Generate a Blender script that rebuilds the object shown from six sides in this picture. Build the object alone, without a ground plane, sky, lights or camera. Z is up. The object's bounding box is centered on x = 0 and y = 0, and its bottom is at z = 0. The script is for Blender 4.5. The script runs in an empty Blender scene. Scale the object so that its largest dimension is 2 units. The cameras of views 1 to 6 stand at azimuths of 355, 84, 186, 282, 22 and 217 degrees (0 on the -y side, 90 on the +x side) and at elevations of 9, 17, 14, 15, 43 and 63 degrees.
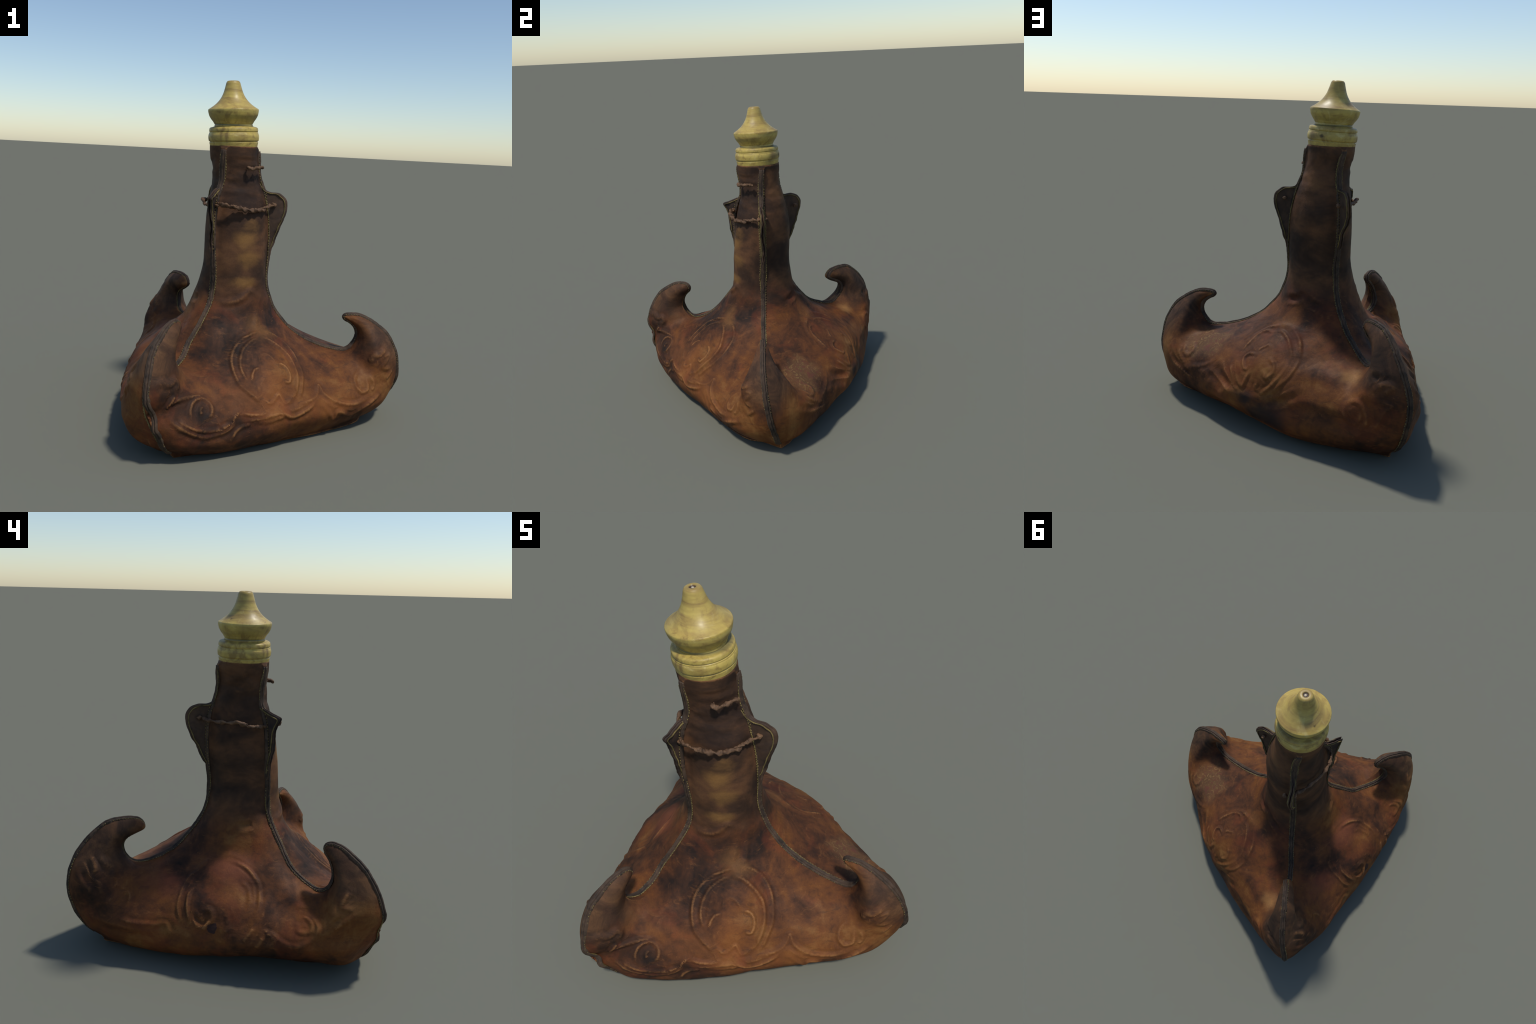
"""Three-cornered leather flask: three sewn leather sides, upturned horn corners,
a tall neck with laced ear flaps, a turned wooden collar and a stopper."""
import bpy, bmesh, math, random
import numpy as np
from mathutils import Vector, Matrix

SEED = 7
rng = np.random.default_rng(SEED)
random.seed(SEED)

# ------------------------------------------------------------------ helpers
def hermite(xs, ys, x):
    """monotone cubic interpolation of control points (rows of ys may be vectors)"""
    xs = np.asarray(xs, float); ys = np.asarray(ys, float)
    if ys.ndim == 1:
        ys = ys[:, None]; flat = True
    else:
        flat = False
    h = np.diff(xs)[:, None]; d = np.diff(ys, axis=0) / h
    m = np.zeros_like(ys); m[0] = d[0]; m[-1] = d[-1]
    same = d[:-1] * d[1:] > 0
    w1 = 2 * h[1:] + h[:-1]; w2 = h[1:] + 2 * h[:-1]
    with np.errstate(divide="ignore", invalid="ignore"):
        hm = (w1 + w2) / (w1 / d[:-1] + w2 / d[1:])
    m[1:-1] = np.where(same, hm, 0)
    x = np.clip(np.asarray(x, float), xs[0], xs[-1])
    i = np.clip(np.searchsorted(xs, x) - 1, 0, len(xs) - 2)
    hh = (xs[i + 1] - xs[i])[..., None]; t = (x - xs[i])[..., None] / hh
    y = ((2*t**3 - 3*t**2 + 1) * ys[i] + (t**3 - 2*t**2 + t) * hh * m[i]
         + (-2*t**3 + 3*t**2) * ys[i + 1] + (t**3 - t**2) * hh * m[i + 1])
    return y[..., 0] if flat else y

def catmull(pts, n):
    """smooth open curve through control points, n samples evenly spaced by length"""
    p = np.asarray(pts, float)
    q = np.vstack([2*p[0] - p[1], p, 2*p[-1] - p[-2]])
    out = []
    for k in range(1, len(q) - 2):
        t = np.linspace(0, 1, 24, endpoint=False)[:, None]
        a, b, c, d = q[k-1], q[k], q[k+1], q[k+2]
        out.append(.5*((2*b) + (c-a)*t + (2*a-5*b+4*c-d)*t*t + (-a+3*b-3*c+d)*t**3))
    out.append(p[-1:])
    c = np.vstack(out)
    s = np.r_[0, np.cumsum(np.linalg.norm(np.diff(c, axis=0), axis=1))]
    u = np.linspace(0, s[-1], n)
    return np.stack([np.interp(u, s, c[:, k]) for k in range(c.shape[1])], 1)

def smin(a, b, k):
    h = np.clip(.5 + .5*(b - a)/k, 0, 1)
    return b + (a - b)*h - k*h*(1 - h)

def smoothstep(a, b, x):
    t = np.clip((x - a)/(b - a), 0, 1)
    return t*t*(3 - 2*t)

def hash_noise(p, scale, seed):
    """cheap smooth value noise in 3D, about -1..1"""
    q = p * scale + seed * 17.31
    i = np.floor(q).astype(np.int64); f = q - i; f = f*f*(3 - 2*f)
    def h(ix, iy, iz):
        n = (ix*73856093) ^ (iy*19349663) ^ (iz*83492791) ^ (seed*2654435)
        n = (n ^ (n >> 13)) * 1274126177 & 0x7fffffff
        return (n % 65536)/32768. - 1
    r = 0
    for dx in (0, 1):
        for dy in (0, 1):
            for dz in (0, 1):
                w = np.abs(1-dx-f[:, 0])*np.abs(1-dy-f[:, 1])*np.abs(1-dz-f[:, 2])
                r = r + w*h(i[:, 0]+dx, i[:, 1]+dy, i[:, 2]+dz)
    return r

# ------------------------------------------------------------------ the form
NECK = np.array([-.235, -.01])                 # neck axis on the ground
CORNER_AZ = np.radians([-6., -117., 117.])     # the three sewn corners: A, B, C
CORNER_DIR = np.stack([np.cos(CORNER_AZ), np.sin(CORNER_AZ)], 1)
CORNER_SIDE = np.stack([-np.sin(CORNER_AZ), np.cos(CORNER_AZ)], 1)

# outline of each corner in its own upright plane: (distance from neck axis, height),
# from the neck down the valley, round the horn tip, down the outer arc to the base
OUTLINE = [
    [(.237, .84), (.262, .72), (.32, .617), (.40, .54), (.476, .486), (.56, .443), (.64, .421), (.70, .418),
     (.755, .444), (.793, .505), (.792, .55), (.765, .58), (.715, .608), (.706, .632), (.728, .657), (.825, .658),
     (.915, .615), (1.0, .548), (1.055, .46), (1.085, .36), (1.083, .25), (1.055, .165), (.99, .07), (.88, .01)],
    [(.22, .86), (.246, .714), (.30, .608), (.365, .525), (.43, .468), (.50, .437), (.56, .431), (.615, .458),
     (.652, .515), (.645, .59), (.605, .632), (.592, .66), (.600, .69), (.638, .715), (.72, .71), (.80, .668), (.88, .61),
     (.948, .50), (.982, .40), (.984, .31), (.952, .21), (.882, .115), (.77, .03)],
    [(.22, .85), (.27, .708), (.32, .625), (.37, .553), (.45, .496), (.545, .468), (.61, .467), (.66, .502),
     (.688, .555), (.682, .59), (.645, .615), (.575, .648), (.556, .675), (.565, .705), (.605, .74), (.69, .748), (.78, .735),
     (.857, .683), (.943, .59), (1.0, .49), (1.022, .385), (1.018, .28), (.985, .18), (.92, .085), (.81, .02)],
]
# sideways wander of each welt out of its plane: (height, shift) on the valley and on the outer arc
WANDER_IN = [[(.3, -.008), (.55, -.012), (.72, -.004), (.84, -.002), (1.0, .008), (1.25, .010), (1.45, .012), (1.6, .024)],
             [(.3, -.02), (.445, -.036), (.49, -.046), (.52, -.040), (.61, -.02), (.75, -.005), (.9, -.008), (1.15, -.018), (1.3, -.016), (1.45, -.005), (1.6, .004)],
             [(.3, .0), (.5, -.001), (.57, -.012), (.72, -.020), (.85, -.020), (1.05, -.016), (1.3, -.018), (1.5, -.010), (1.6, .012)]]
WANDER_OUT = [[(0, .07), (.117, .044), (.23, .019), (.35, -.004), (.44, -.013), (.56, -.021), (.66, -.018)],
              [(0, .08), (.08, .069), (.237, .049), (.31, .031), (.44, .022), (.525, .008), (.63, -.002), (.72, -.004)],
              [(0, .05), (.1, .04), (.22, .027), (.38, .035), (.46, .030), (.57, .008), (.66, .003), (.75, .0)]]
# welt line of the neck above each valley: (distance from neck axis, height), top down
NECK_WELT = [[(.147, 1.60), (.160, 1.57), (.160, 1.52), (.160, 1.47), (.178, 1.42), (.200, 1.37), (.218, 1.25), (.232, 1.13), (.238, 1.0), (.235, .92)],
             [(.148, 1.60), (.153, 1.57), (.145, 1.52), (.140, 1.45), (.148, 1.40), (.182, 1.34), (.206, 1.25), (.216, 1.12), (.212, 1.0), (.213, .93)],
             [(.155, 1.60), (.153, 1.57), (.148, 1.50), (.152, 1.44), (.170, 1.40), (.195, 1.34), (.212, 1.25), (.214, 1.12), (.202, 1.0), (.196, .93)]]
STRIP = .014                                    # how far the seam welt stands proud
# horizontal sections: height, axis x, then radius at 0,10,20,30,45,60 degrees from a corner
SECTIONS = [
    (-.02, -.165, .60, .56, .51, .46, .41, .40),
    (.00, -.165, .69, .65, .59, .54, .485, .47),
    (.012, -.165, .76, .72, .655, .60, .55, .535),
    (.03, -.165, .825, .775, .71, .655, .60, .585),
    (.06, -.165, .885, .835, .765, .705, .65, .635),
    (.10, -.165, .93, .875, .80, .735, .68, .667),
    (.15, -.165, .955, .90, .82, .745, .69, .68),
    (.20, -.165, .96, .90, .815, .735, .675, .668),
    (.28, -.165, .95, .88, .78, .695, .63, .62),
    (.36, -.17, .88, .78, .665, .605, .575, .575),
    (.40, -.175, .77, .68, .60, .555, .535, .54),
    (.44, -.185, .565, .545, .515, .497, .49, .498),
    (.48, -.195, .458, .452, .445, .443, .450, .46),
    (.55, -.213, .366, .358, .350, .346, .350, .358),
    (.60, -.220, .325, .315, .304, .300, .300, .304),
    (.66, -.222, .275, .270, .264, .260, .258, .259),
    (.72, -.215, .240, .237, .233, .229, .226, .226),
    (.80, -.209, .208, .206, .203, .201, .199, .199),
    (.92, -.206, .196, .196, .196, .196, .195, .195),
    (1.05, -.204, .198, .198, .198, .197, .197, .197),
    (1.2, -.204, .194, .194, .193, .193, .192, .192),
    (1.3, -.207, .178, .177, .176, .175, .174, .174),
    (1.4, -.217, .151, .150, .149, .148, .147, .147),
    (1.5, -.227, .139, .138, .137, .136, .135, .135),
    (1.57, -.235, .143, .143, .142, .141, .140, .140),
    (1.622, -.236, .1425, .1425, .1425, .1425, .1425, .1425),
    (1.634, -.237, .130, .130, .130, .130, .130, .130),
    (1.645, -.237, .09, .09, .09, .09, .09, .09),
]
# each side sags in its own way: height, then extra swell in the middle of front, right, left side
SWELL = [(-.02, .0, .0, .02), (.06, .0, .0, .03), (.2, .0, .005, .038), (.30, .0, .005, .012), (.37, .0, .005, -.008), (.45, .0, .0, -.035), (.55, .0, .0, -.032),
         (.65, .004, .0, -.012), (.76, .018, .004, .010), (.95, .006, -.004, -.012), (1.1, .006, -.016, -.012), (1.25, .004, -.018, -.012), (1.4, .0, -.005, -.006), (1.55, .0, .0, .0), (1.63, .0, .0, .0)]
AXIS_Y = [(-.02, 0.), (.3, 0.), (.55, -.006), (.8, -.014), (.93, -.017), (1.1, -.002), (1.26, .007), (1.4, .007), (1.5, -.004), (1.63, -.01)]
_S = np.array(SECTIONS)
LOW_AZ = np.radians([-5.6, -121., 120.])
_ZT = np.linspace(-.02, 1.645, 667)
_PH = np.linspace(0, 1, 41)                     # 0 = corner, 1 = middle of a side
_LV = hermite(_S[:, 0], _S[:, 1:], _ZT)         # axis, radii by height
_k = np.exp(-.5*(np.arange(-30, 31)/9.)**2); _k /= _k.sum()
_pad = np.vstack([2*_LV[:1]-_LV[30:0:-1], _LV, 2*_LV[-1:]-_LV[-2:-32:-1]])
_SM = np.stack([np.convolve(_pad[:, i], _k, mode="valid") for i in range(_LV.shape[1])], 1)
_b = smoothstep(.03, .06, _ZT)*smoothstep(1.56, 1.5, _ZT)
_LV = _SM*_b[:, None] + _LV*(1-_b[:, None])
_RT = hermite(np.array([0, 10, 20, 30, 45, 60])/60., _LV[:, 1:].T, _PH).T
# make the section flat where it crosses a corner's or a side's mirror line
_AX = _LV[:, 0]
_AY = hermite(*np.array(AXIS_Y).T, _ZT)
_SW = hermite(np.array(SWELL)[:, 0], np.array(SWELL)[:, 1:], _ZT)
_GZ = np.gradient(_RT, _ZT, axis=0)
_GP = np.gradient(_RT, _PH*math.pi/3, axis=1)

def table(t, z, ph):
    a = np.clip((z - _ZT[0])/(_ZT[1]-_ZT[0]), 0, len(_ZT)-1.001); b = np.clip(ph*(len(_PH)-1), 0, len(_PH)-1.001)
    i = a.astype(int); j = b.astype(int); u = a-i; v = b-j
    return (t[i, j]*(1-u)*(1-v) + t[i+1, j]*u*(1-v) + t[i, j+1]*(1-u)*v + t[i+1, j+1]*u*v)

def side_phase(x, y, z):
    """radius from the section axis and position between corner (0) and mid side (1)"""
    ax = np.interp(z, _ZT, _AX); w = smoothstep(.25, .7, z)
    ay = np.interp(z, _ZT, _AY)
    dx, dy = x-ax, y-ay
    th = np.arctan2(dy, dx)
    best = np.full(th.shape, 9.)
    az = [LOW_AZ[k]*(1-w) + CORNER_AZ[k]*w for k in range(3)]
    a, b, c = az[0], az[1], az[2]
    t = np.mod(th - b, 2*math.pi)               # from B counter-clockwise: B -> A -> C -> B
    g1 = np.mod(a - b, 2*math.pi); g2 = np.mod(c - b, 2*math.pi)
    f = np.where(t < g1, t/g1, np.where(t < g2, (t-g1)/(g2-g1), (t-g2)/(2*math.pi-g2)))
    which = np.where(t < g1, 0, np.where(t < g2, 1, 2))
    return np.hypot(dx, dy), 1 - np.abs(2*f - 1), which

def trunk(x, y, z):
    rho, ph, which = side_phase(x, y, z)
    a = np.clip((z - _ZT[0])/(_ZT[1]-_ZT[0]), 0, len(_ZT)-1).astype(int)
    R = table(_RT, z, ph) + _SW[a, which]*smoothstep(.05, .75, ph)
    gz = table(_GZ, z, ph); gp = table(_GP, z, ph)/np.maximum(R, .05)
    return (rho - R)/np.sqrt(1 + gz*gz + gp*gp)

def polygon_distance(poly, r, z):
    """signed distance to a closed polygon, positive inside"""
    d = np.full(r.shape, 9.); ins = np.zeros(r.shape, bool)
    for (x0, y0), (x1, y1) in zip(poly, np.roll(poly, -1, axis=0)):
        ex, ey = x1-x0, y1-y0
        t = np.clip(((r-x0)*ex + (z-y0)*ey)/(ex*ex+ey*ey+1e-12), 0, 1)
        d = np.minimum(d, (r-x0-t*ex)**2 + (z-y0-t*ey)**2)
        c = (y0 > z) != (y1 > z)
        with np.errstate(divide="ignore", invalid="ignore"):
            ins ^= c & (r < ex*(z-y0)/(ey if ey else 1e-12) + x0)
    d = np.sqrt(d)
    return np.where(ins, d, -d)

_RG = np.arange(.2, 1.2, .005); _ZG = np.arange(-.06, .82, .005)
CURVE = []                                       # welt line of every corner: r, z, sideways
FIN = []
for k in range(3):
    cv = catmull(NECK_WELT[k] + OUTLINE[k], 420)
    tip = np.argmax(np.where(cv[:, 0] > .5, cv[:, 1], -1))
    out = smoothstep(tip-40, tip+20, np.arange(len(cv)))
    wi = hermite(*np.array(WANDER_IN[k]).T, cv[:, 1]); wo = hermite(*np.array(WANDER_OUT[k]).T, cv[:, 1])
    CURVE.append(np.column_stack([cv, wi*(1-out)+wo*out]))
    keep = cv[(cv[:, 0] > .42) & (np.arange(len(cv)) > 120)]
    poly = np.vstack([keep, [(keep[-1, 0]-.13, -.012), (.55, -.04), (.42, -.05)]])
    rr, zz = np.meshgrid(_RG, _ZG, indexing="ij")
    D = polygon_distance(poly, rr, zz)
    g = np.exp(-.5*(np.arange(-12, 13)/4.)**2); g /= g.sum()
    soft = np.apply_along_axis(lambda q: np.convolve(np.pad(q, 12, mode="edge"), g, mode="valid"), 0, D)
    soft = np.apply_along_axis(lambda q: np.convolve(np.pad(q, 12, mode="edge"), g, mode="valid"), 1, soft)
    b = smoothstep(.015, .05, D)
    FIN.append(soft*b + D*(1-b))

def fin_distance(k, r, z):
    a = np.clip((r-_RG[0])/.005, 0, len(_RG)-1.001); b = np.clip((z-_ZG[0])/.005, 0, len(_ZG)-1.001)
    i = a.astype(int); j = b.astype(int); u = a-i; v = b-j; t = FIN[k]
    return t[i, j]*(1-u)*(1-v)+t[i+1, j]*u*(1-v)+t[i, j+1]*(1-u)*v+t[i+1, j+1]*u*v

def corner_frame(k, x, y):
    dx, dy = x-NECK[0], y-NECK[1]
    return (dx*CORNER_DIR[k, 0]+dy*CORNER_DIR[k, 1], dx*CORNER_SIDE[k, 0]+dy*CORNER_SIDE[k, 1])

_WZ = np.linspace(0, 1.62, 325)
_WO = [hermite(*np.array(w).T, _WZ) for w in WANDER_OUT]
_WI = [hermite(*np.array(w).T, _WZ) for w in WANDER_IN]
_WR = []
for k in range(3):
    c = CURVE[k]; c = c[(c[:, 0] < .3) & (c[:, 1] > .7)][::-1]
    _WR.append(np.interp(_WZ, c[:, 1], c[:, 0]))

FAT = [(1.42, 1.55), (1.72, .70), (1.48, 1.15)]     # fullness of each corner bulb on its two flanks

def fin(k, x, y, z):
    """the pillow-like blade of one corner and its horn, pinched shut along the welt"""
    r, w = corner_frame(k, x, y)
    d = fin_distance(k, r, z) - STRIP
    w = w - np.interp(z, _WZ, _WO[k])*smoothstep(.45, .75, r)
    fat = np.where(w > 0, FAT[k][1], FAT[k][0]); w = np.abs(w)
    K = .27 + .055*smoothstep(.55, .38, z)
    K = K + .12*smoothstep(.28, .10, z)
    K = K*(1 + (fat - 1)*smoothstep(.7, .45, z))
    dp = np.maximum(d, 0)
    W = np.where(d > 0, K*(np.sqrt(dp + .0004) - .02), d*1.5)
    return np.where(r > .2, (w - W)*.75, .5)

def flange(k, x, y, z):
    """the leather turned outward where two sides meet on the neck"""
    r, w = corner_frame(k, x, y)
    w = np.abs(w - np.interp(z, _WZ, _WI[k]))
    R = np.interp(z, _WZ, _WR[k]) - STRIP*.5 - .04*smoothstep(.98, .74, z)
    g = np.maximum(w - .006, np.abs(r - R + .05) - .05)
    return np.maximum(g, np.maximum(.7 - z, z - 1.6))

def field(x, y, z):
    f = trunk(x, y, z)
    for k in range(3):
        f = smin(f, flange(k, x, y, z), .035)
    kk = .045 + .06*smoothstep(.42, .28, z)
    for k in range(3):
        f = smin(f, fin(k, x, y, z), kk)
    sg = sag(x, y, z)
    for (bx, by, bz), lift, size in BULGES:
        sg = sg + lift*np.exp(-((x-bx)**2+(y-by)**2+(z-bz)**2)/size**2)
    return np.maximum(f - sg, -z)

# how the filled bag sags and swells, in millimetres: rows by height, columns every 20 degrees round the base
SAG_Z = [0., .05, .1, .16, .22, .29, .36, .43, .50, .60, .72]
SAG = [[14, -12, -26, -22, -12, 0, 7, 5, -14, -36, -47, -21, 0, 12, 10, 12, 17, 19],
       [-10, -34, -50, -40, -31, -24, -11, -7, -20, -50, -94, -64, -18, 10, 5, -5, -2, 3],
       [-9, -26, -52, -53, -51, -43, -22, -16, -28, -51, -73, -62, -28, 2, 0, -21, -8, 6],
       [-12, -22, -12, -34, -58, -54, -18, -18, -27, -38, -39, -42, -44, -17, -5, -9, 1, 11],
       [-4, -10, -1, -18, -51, -59, -16, 3, -15, -19, 1, -15, -36, -22, 1, -1, -1, 0],
       [4, 1, 7, -2, -20, -30, -13, 2, 12, 17, 21, -9, -38, -23, -5, -5, -13, -10],
       [6, 11, 13, 11, 6, -3, 1, 14, 28, 32, 28, 4, -12, -9, -5, -5, -20, -16],
       [-3, 8, 13, 17, 19, 18, 18, 24, 31, 27, 21, 24, 16, -2, -4, -8, -18, -16],
       [-6, 1, 7, 8, 15, 19, 17, 21, 22, 13, 15, 29, 22, 4, 0, -4, -9, -9],
       [-3, -1, 1, 0, 1, 6, 6, 10, 7, 0, 3, 14, 13, 5, 0, 1, -1, -3],
       [0, 0, 0, 0, -1, 0, 0, 0, -1, -1, -1, 0, 0, 0, 0, 1, 0, 0]]
_SG = np.array(SAG, float)/1000.
_SGF = np.vstack([hermite(np.array(SAG_Z), _SG, z) for z in np.linspace(0, .72, 145)])
_SGF = np.hstack([_SGF, _SGF[:, :1]])

# single soft lumps and hollows: where, how far out, how wide
BULGES = [((-.745, -.70, .14), .050, .13), ((-.08, .67, .14), .020, .20), ((-.80, .46, .18), .018, .15), ((-.80, -.45, .25), .018, .15), ((-.49, -.83, .17), .018, .10),
          ((-.54, -.58, .46), -.018, .10), ((-.46, -.45, .46), -.022, .12), ((-.59, .22, .48), -.018, .10)]

def sag_weight(z, r):
    return (1 - smoothstep(.24, .46, z)*smoothstep(.62, .80, r))*(1 - smoothstep(.44, .52, z)*smoothstep(.50, .58, r))*smoothstep(.74, .68, z)

def sag(x, y, z):
    th = np.mod(np.arctan2(y, x+.17), 2*math.pi)/(math.pi/9)
    a = np.clip(z/.005, 0, 143.999); i = a.astype(int); j = np.clip(th.astype(int), 0, 17); u = a-i; v = th-j
    v = v*v*(3-2*v)
    t = _SGF
    d = t[i, j]*(1-u)*(1-v)+t[i+1, j]*u*(1-v)+t[i, j+1]*(1-u)*v+t[i+1, j+1]*u*v
    # horns keep their own shape
    r = np.hypot(x-NECK[0], y-NECK[1])
    return d*sag_weight(z, r)

def surface_net(h):
    lo = np.array([-.98, -1.0, -.04]); hi = np.array([.96, 1.0, 1.68])
    n = np.ceil((hi-lo)/h).astype(int)+1
    ax = [lo[i]+h*np.arange(n[i]) for i in range(3)]
    F = np.empty(n, np.float32)
    for i in range(n[2]):
        X, Y = np.meshgrid(ax[0], ax[1], indexing="ij")
        F[:, :, i] = field(X.ravel(), Y.ravel(), np.full(X.size, ax[2][i])).reshape(X.shape)
    s = F < 0
    c = [s[a:n[0]-1+a, b:n[1]-1+b, d:n[2]-1+d] for a in (0, 1) for b in (0, 1) for d in (0, 1)]
    cnt = sum(q.astype(np.int8) for q in c)
    cell = (cnt > 0) & (cnt < 8)
    idx = np.full(cell.shape, -1, np.int64); idx[cell] = np.arange(cell.sum())
    pos = np.argwhere(cell)
    acc = np.zeros((len(pos), 3)); m = np.zeros(len(pos))
    for axis in range(3):
        for a in (0, 1):
            for b in (0, 1):
                o = np.zeros(3, int); o[(axis+1) % 3] = a; o[(axis+2) % 3] = b
                p0 = pos+o; p1 = p0.copy(); p1[:, axis] += 1
                f0 = F[tuple(p0.T)]; f1 = F[tuple(p1.T)]
                x = (f0 < 0) != (f1 < 0)
                t = f0/np.where(x, f0-f1, 1)
                pt = p0.astype(float); pt[:, axis] += t
                acc[x] += pt[x]; m[x] += 1
    V = lo + h*acc/m[:, None]
    Q = []
    for axis in range(3):
        u, v = (axis+1) % 3, (axis+2) % 3
        sl0 = [slice(1, n[i]-1) for i in range(3)]; sl0[axis] = slice(0, n[axis]-1)
        sl1 = list(sl0); sl1[axis] = slice(1, n[axis])
        a, b = s[tuple(sl0)], s[tuple(sl1)]
        for flip in (False, True):
            e = np.argwhere((a & ~b) if not flip else (~a & b))
            if not len(e):
                continue
            off = np.array([0 if i == axis else 1 for i in range(3)]); e = e+off
            def cellat(du, dv):
                q = e.copy(); q[:, u] += du; q[:, v] += dv
                return idx[tuple(q.T)]
            quad = np.stack([cellat(-1, -1), cellat(0, -1), cellat(0, 0), cellat(-1, 0)], 1)
            Q.append(quad[:, ::-1] if flip else quad)
    return V, np.vstack(Q)

def grad(f, P, e=.002):
    g = np.empty_like(P)
    for i in range(3):
        d = np.zeros(3); d[i] = e
        g[:, i] = (f(*(P+d).T) - f(*(P-d).T))/(2*e)
    return g

def settle(P, times):
    for _ in range(times):
        f = field(*P.T); g = grad(field, P)
        P = P - np.clip(f, -.01, .01)[:, None]*g/np.maximum((g*g).sum(1), .2)[:, None]
    return P

# ------------------------------------------------------------------ mesh making
def new_object(name, verts, faces, parent=None, material=None, smooth=True):
    me = bpy.data.meshes.new(name)
    me.from_pydata([tuple(v) for v in verts], [], [tuple(int(i) for i in f) for f in faces])
    me.validate(); me.update()
    if smooth:
        me.polygons.foreach_set("use_smooth", [True]*len(me.polygons))
    ob = bpy.data.objects.new(name, me)
    bpy.context.scene.collection.objects.link(ob)
    if material:
        me.materials.append(material)
    if parent:
        ob.parent = parent
    return ob


def tube_mesh(path, radii, seg=8, twist=0., up=None, squash=1., rough=0., seed=0):
    """closed tube swept along a path; squash flattens it into a thong, twist winds it"""
    path = np.asarray(path, float); n = len(path)
    radii = np.broadcast_to(np.asarray(radii, float), (n,))
    T = np.gradient(path, axis=0); T /= np.linalg.norm(T, axis=1)[:, None]+1e-12
    ref = np.array([0, 0, 1.]) if up is None else np.asarray(up, float)
    V, F = [], []
    g = np.random.default_rng(seed)
    wob = 1 + rough*(g.random((n, seg))-.5)*2
    for i in range(n):
        a = ref - T[i]*(ref@T[i])
        if np.linalg.norm(a) < 1e-4:
            a = np.array([1., 0, 0]) - T[i]*T[i, 0]
        a /= np.linalg.norm(a); b = np.cross(T[i], a)
        for j in range(seg):
            q = 2*math.pi*j/seg
            x, y = math.cos(q)*radii[i]*wob[i, j], math.sin(q)*radii[i]*squash*wob[i, j]
            tw = twist*i/n
            V.append(path[i] + a*(x*math.cos(tw)-y*math.sin(tw)) + b*(x*math.sin(tw)+y*math.cos(tw)))
    for i in range(n-1):
        for j in range(seg):
            k = (j+1) % seg
            F.append((i*seg+j, i*seg+k, (i+1)*seg+k, (i+1)*seg+j))
    F.append(tuple(range(seg))[::-1]); F.append(tuple((n-1)*seg+j for j in range(seg)))
    return V, F

def bead_mesh(centres, axes, size, seg=6):
    """little stitches: short rounded grains lying along the given directions"""
    V, F = [], []
    for c, (t, o, b), sc in zip(centres, axes, size):
        base = len(V)
        for la in (-.95, -.5, .5, .95):
            rr = math.sqrt(max(0, 1-la*la*.95))
            for j in range(seg):
                q = 2*math.pi*j/seg
                V.append(c + t*la*sc[0] + o*math.cos(q)*rr*sc[1] + b*math.sin(q)*rr*sc[2])
        for i in range(3):
            for j in range(seg):
                k = (j+1) % seg
                F.append((base+i*seg+j, base+i*seg+k, base+(i+1)*seg+k, base+(i+1)*seg+j))
        F.append(tuple(base+j for j in range(seg))[::-1]); F.append(tuple(base+3*seg+j for j in range(seg)))
    return V, F

def join(*parts):
    V, F = [], []
    for v, f in parts:
        b = len(V); V += list(v); F += [tuple(i+b for i in q) for q in f]
    return V, F

def fix_normals(o):
    b = bmesh.new(); b.from_mesh(o.data); bmesh.ops.recalc_face_normals(b, faces=b.faces); b.to_mesh(o.data); b.free()
    o.data.polygons.foreach_set("use_smooth", [True]*len(o.data.polygons))
    return o

# ------------------------------------------------------------------ tooled pattern
# Strokes pressed into each side, drawn in that side's own plane: (across, height).
SIDE_MID = {"front": math.radians(-62.), "right": math.radians(57.7), "left": math.radians(181.)}
STROKES = []
BANDS = []
def stroke(side, high, wide, pts):
    STROKES.append((side, high, wide, pts))

H, W_ = .0066, .0100
# the side facing -y: medallion, cloud leaf, running band, scroll and eye, folds by the horns
stroke("front", H*1, W_*1, [(-0.066, 0.548), (-0.017, 0.534), (0.027, 0.507), (0.059, 0.475), (0.082, 0.437), (0.081, 0.393), (0.061, 0.352), (0.037, 0.314), (0.007, 0.281), (-0.021, 0.264)])
stroke("front", H*1, W_*1, [(-0.066, 0.548), (-0.123, 0.532), (-0.185, 0.501), (-0.223, 0.462), (-0.244, 0.420), (-0.242, 0.384), (-0.225, 0.361)])
stroke("front", H*1, W_*1, [(-0.010, 0.576), (0.038, 0.555), (0.094, 0.517), (0.125, 0.474), (0.134, 0.427), (0.122, 0.374), (0.086, 0.324), (0.052, 0.281), (0.009, 0.246)])
stroke("front", H*1, W_*1, [(-0.010, 0.576), (-0.096, 0.562), (-0.166, 0.541), (-0.228, 0.503), (-0.270, 0.460), (-0.289, 0.420), (-0.292, 0.381), (-0.282, 0.349), (-0.252, 0.320), (-0.215, 0.282), (-0.192, 0.228)])
stroke("front", H*0.8, W_*0.85, [(-0.129, 0.433), (-0.122, 0.460), (-0.081, 0.480), (-0.050, 0.464), (-0.033, 0.437)])
stroke("front", H*0.8, W_*0.85, [(-0.032, 0.431), (0.004, 0.424), (0.024, 0.403), (0.022, 0.375), (0.002, 0.349), (-0.018, 0.351), (-0.026, 0.370)])
stroke("front", H*0.8, W_*0.85, [(-0.135, 0.422), (-0.173, 0.413), (-0.198, 0.392), (-0.216, 0.366)])
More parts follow.
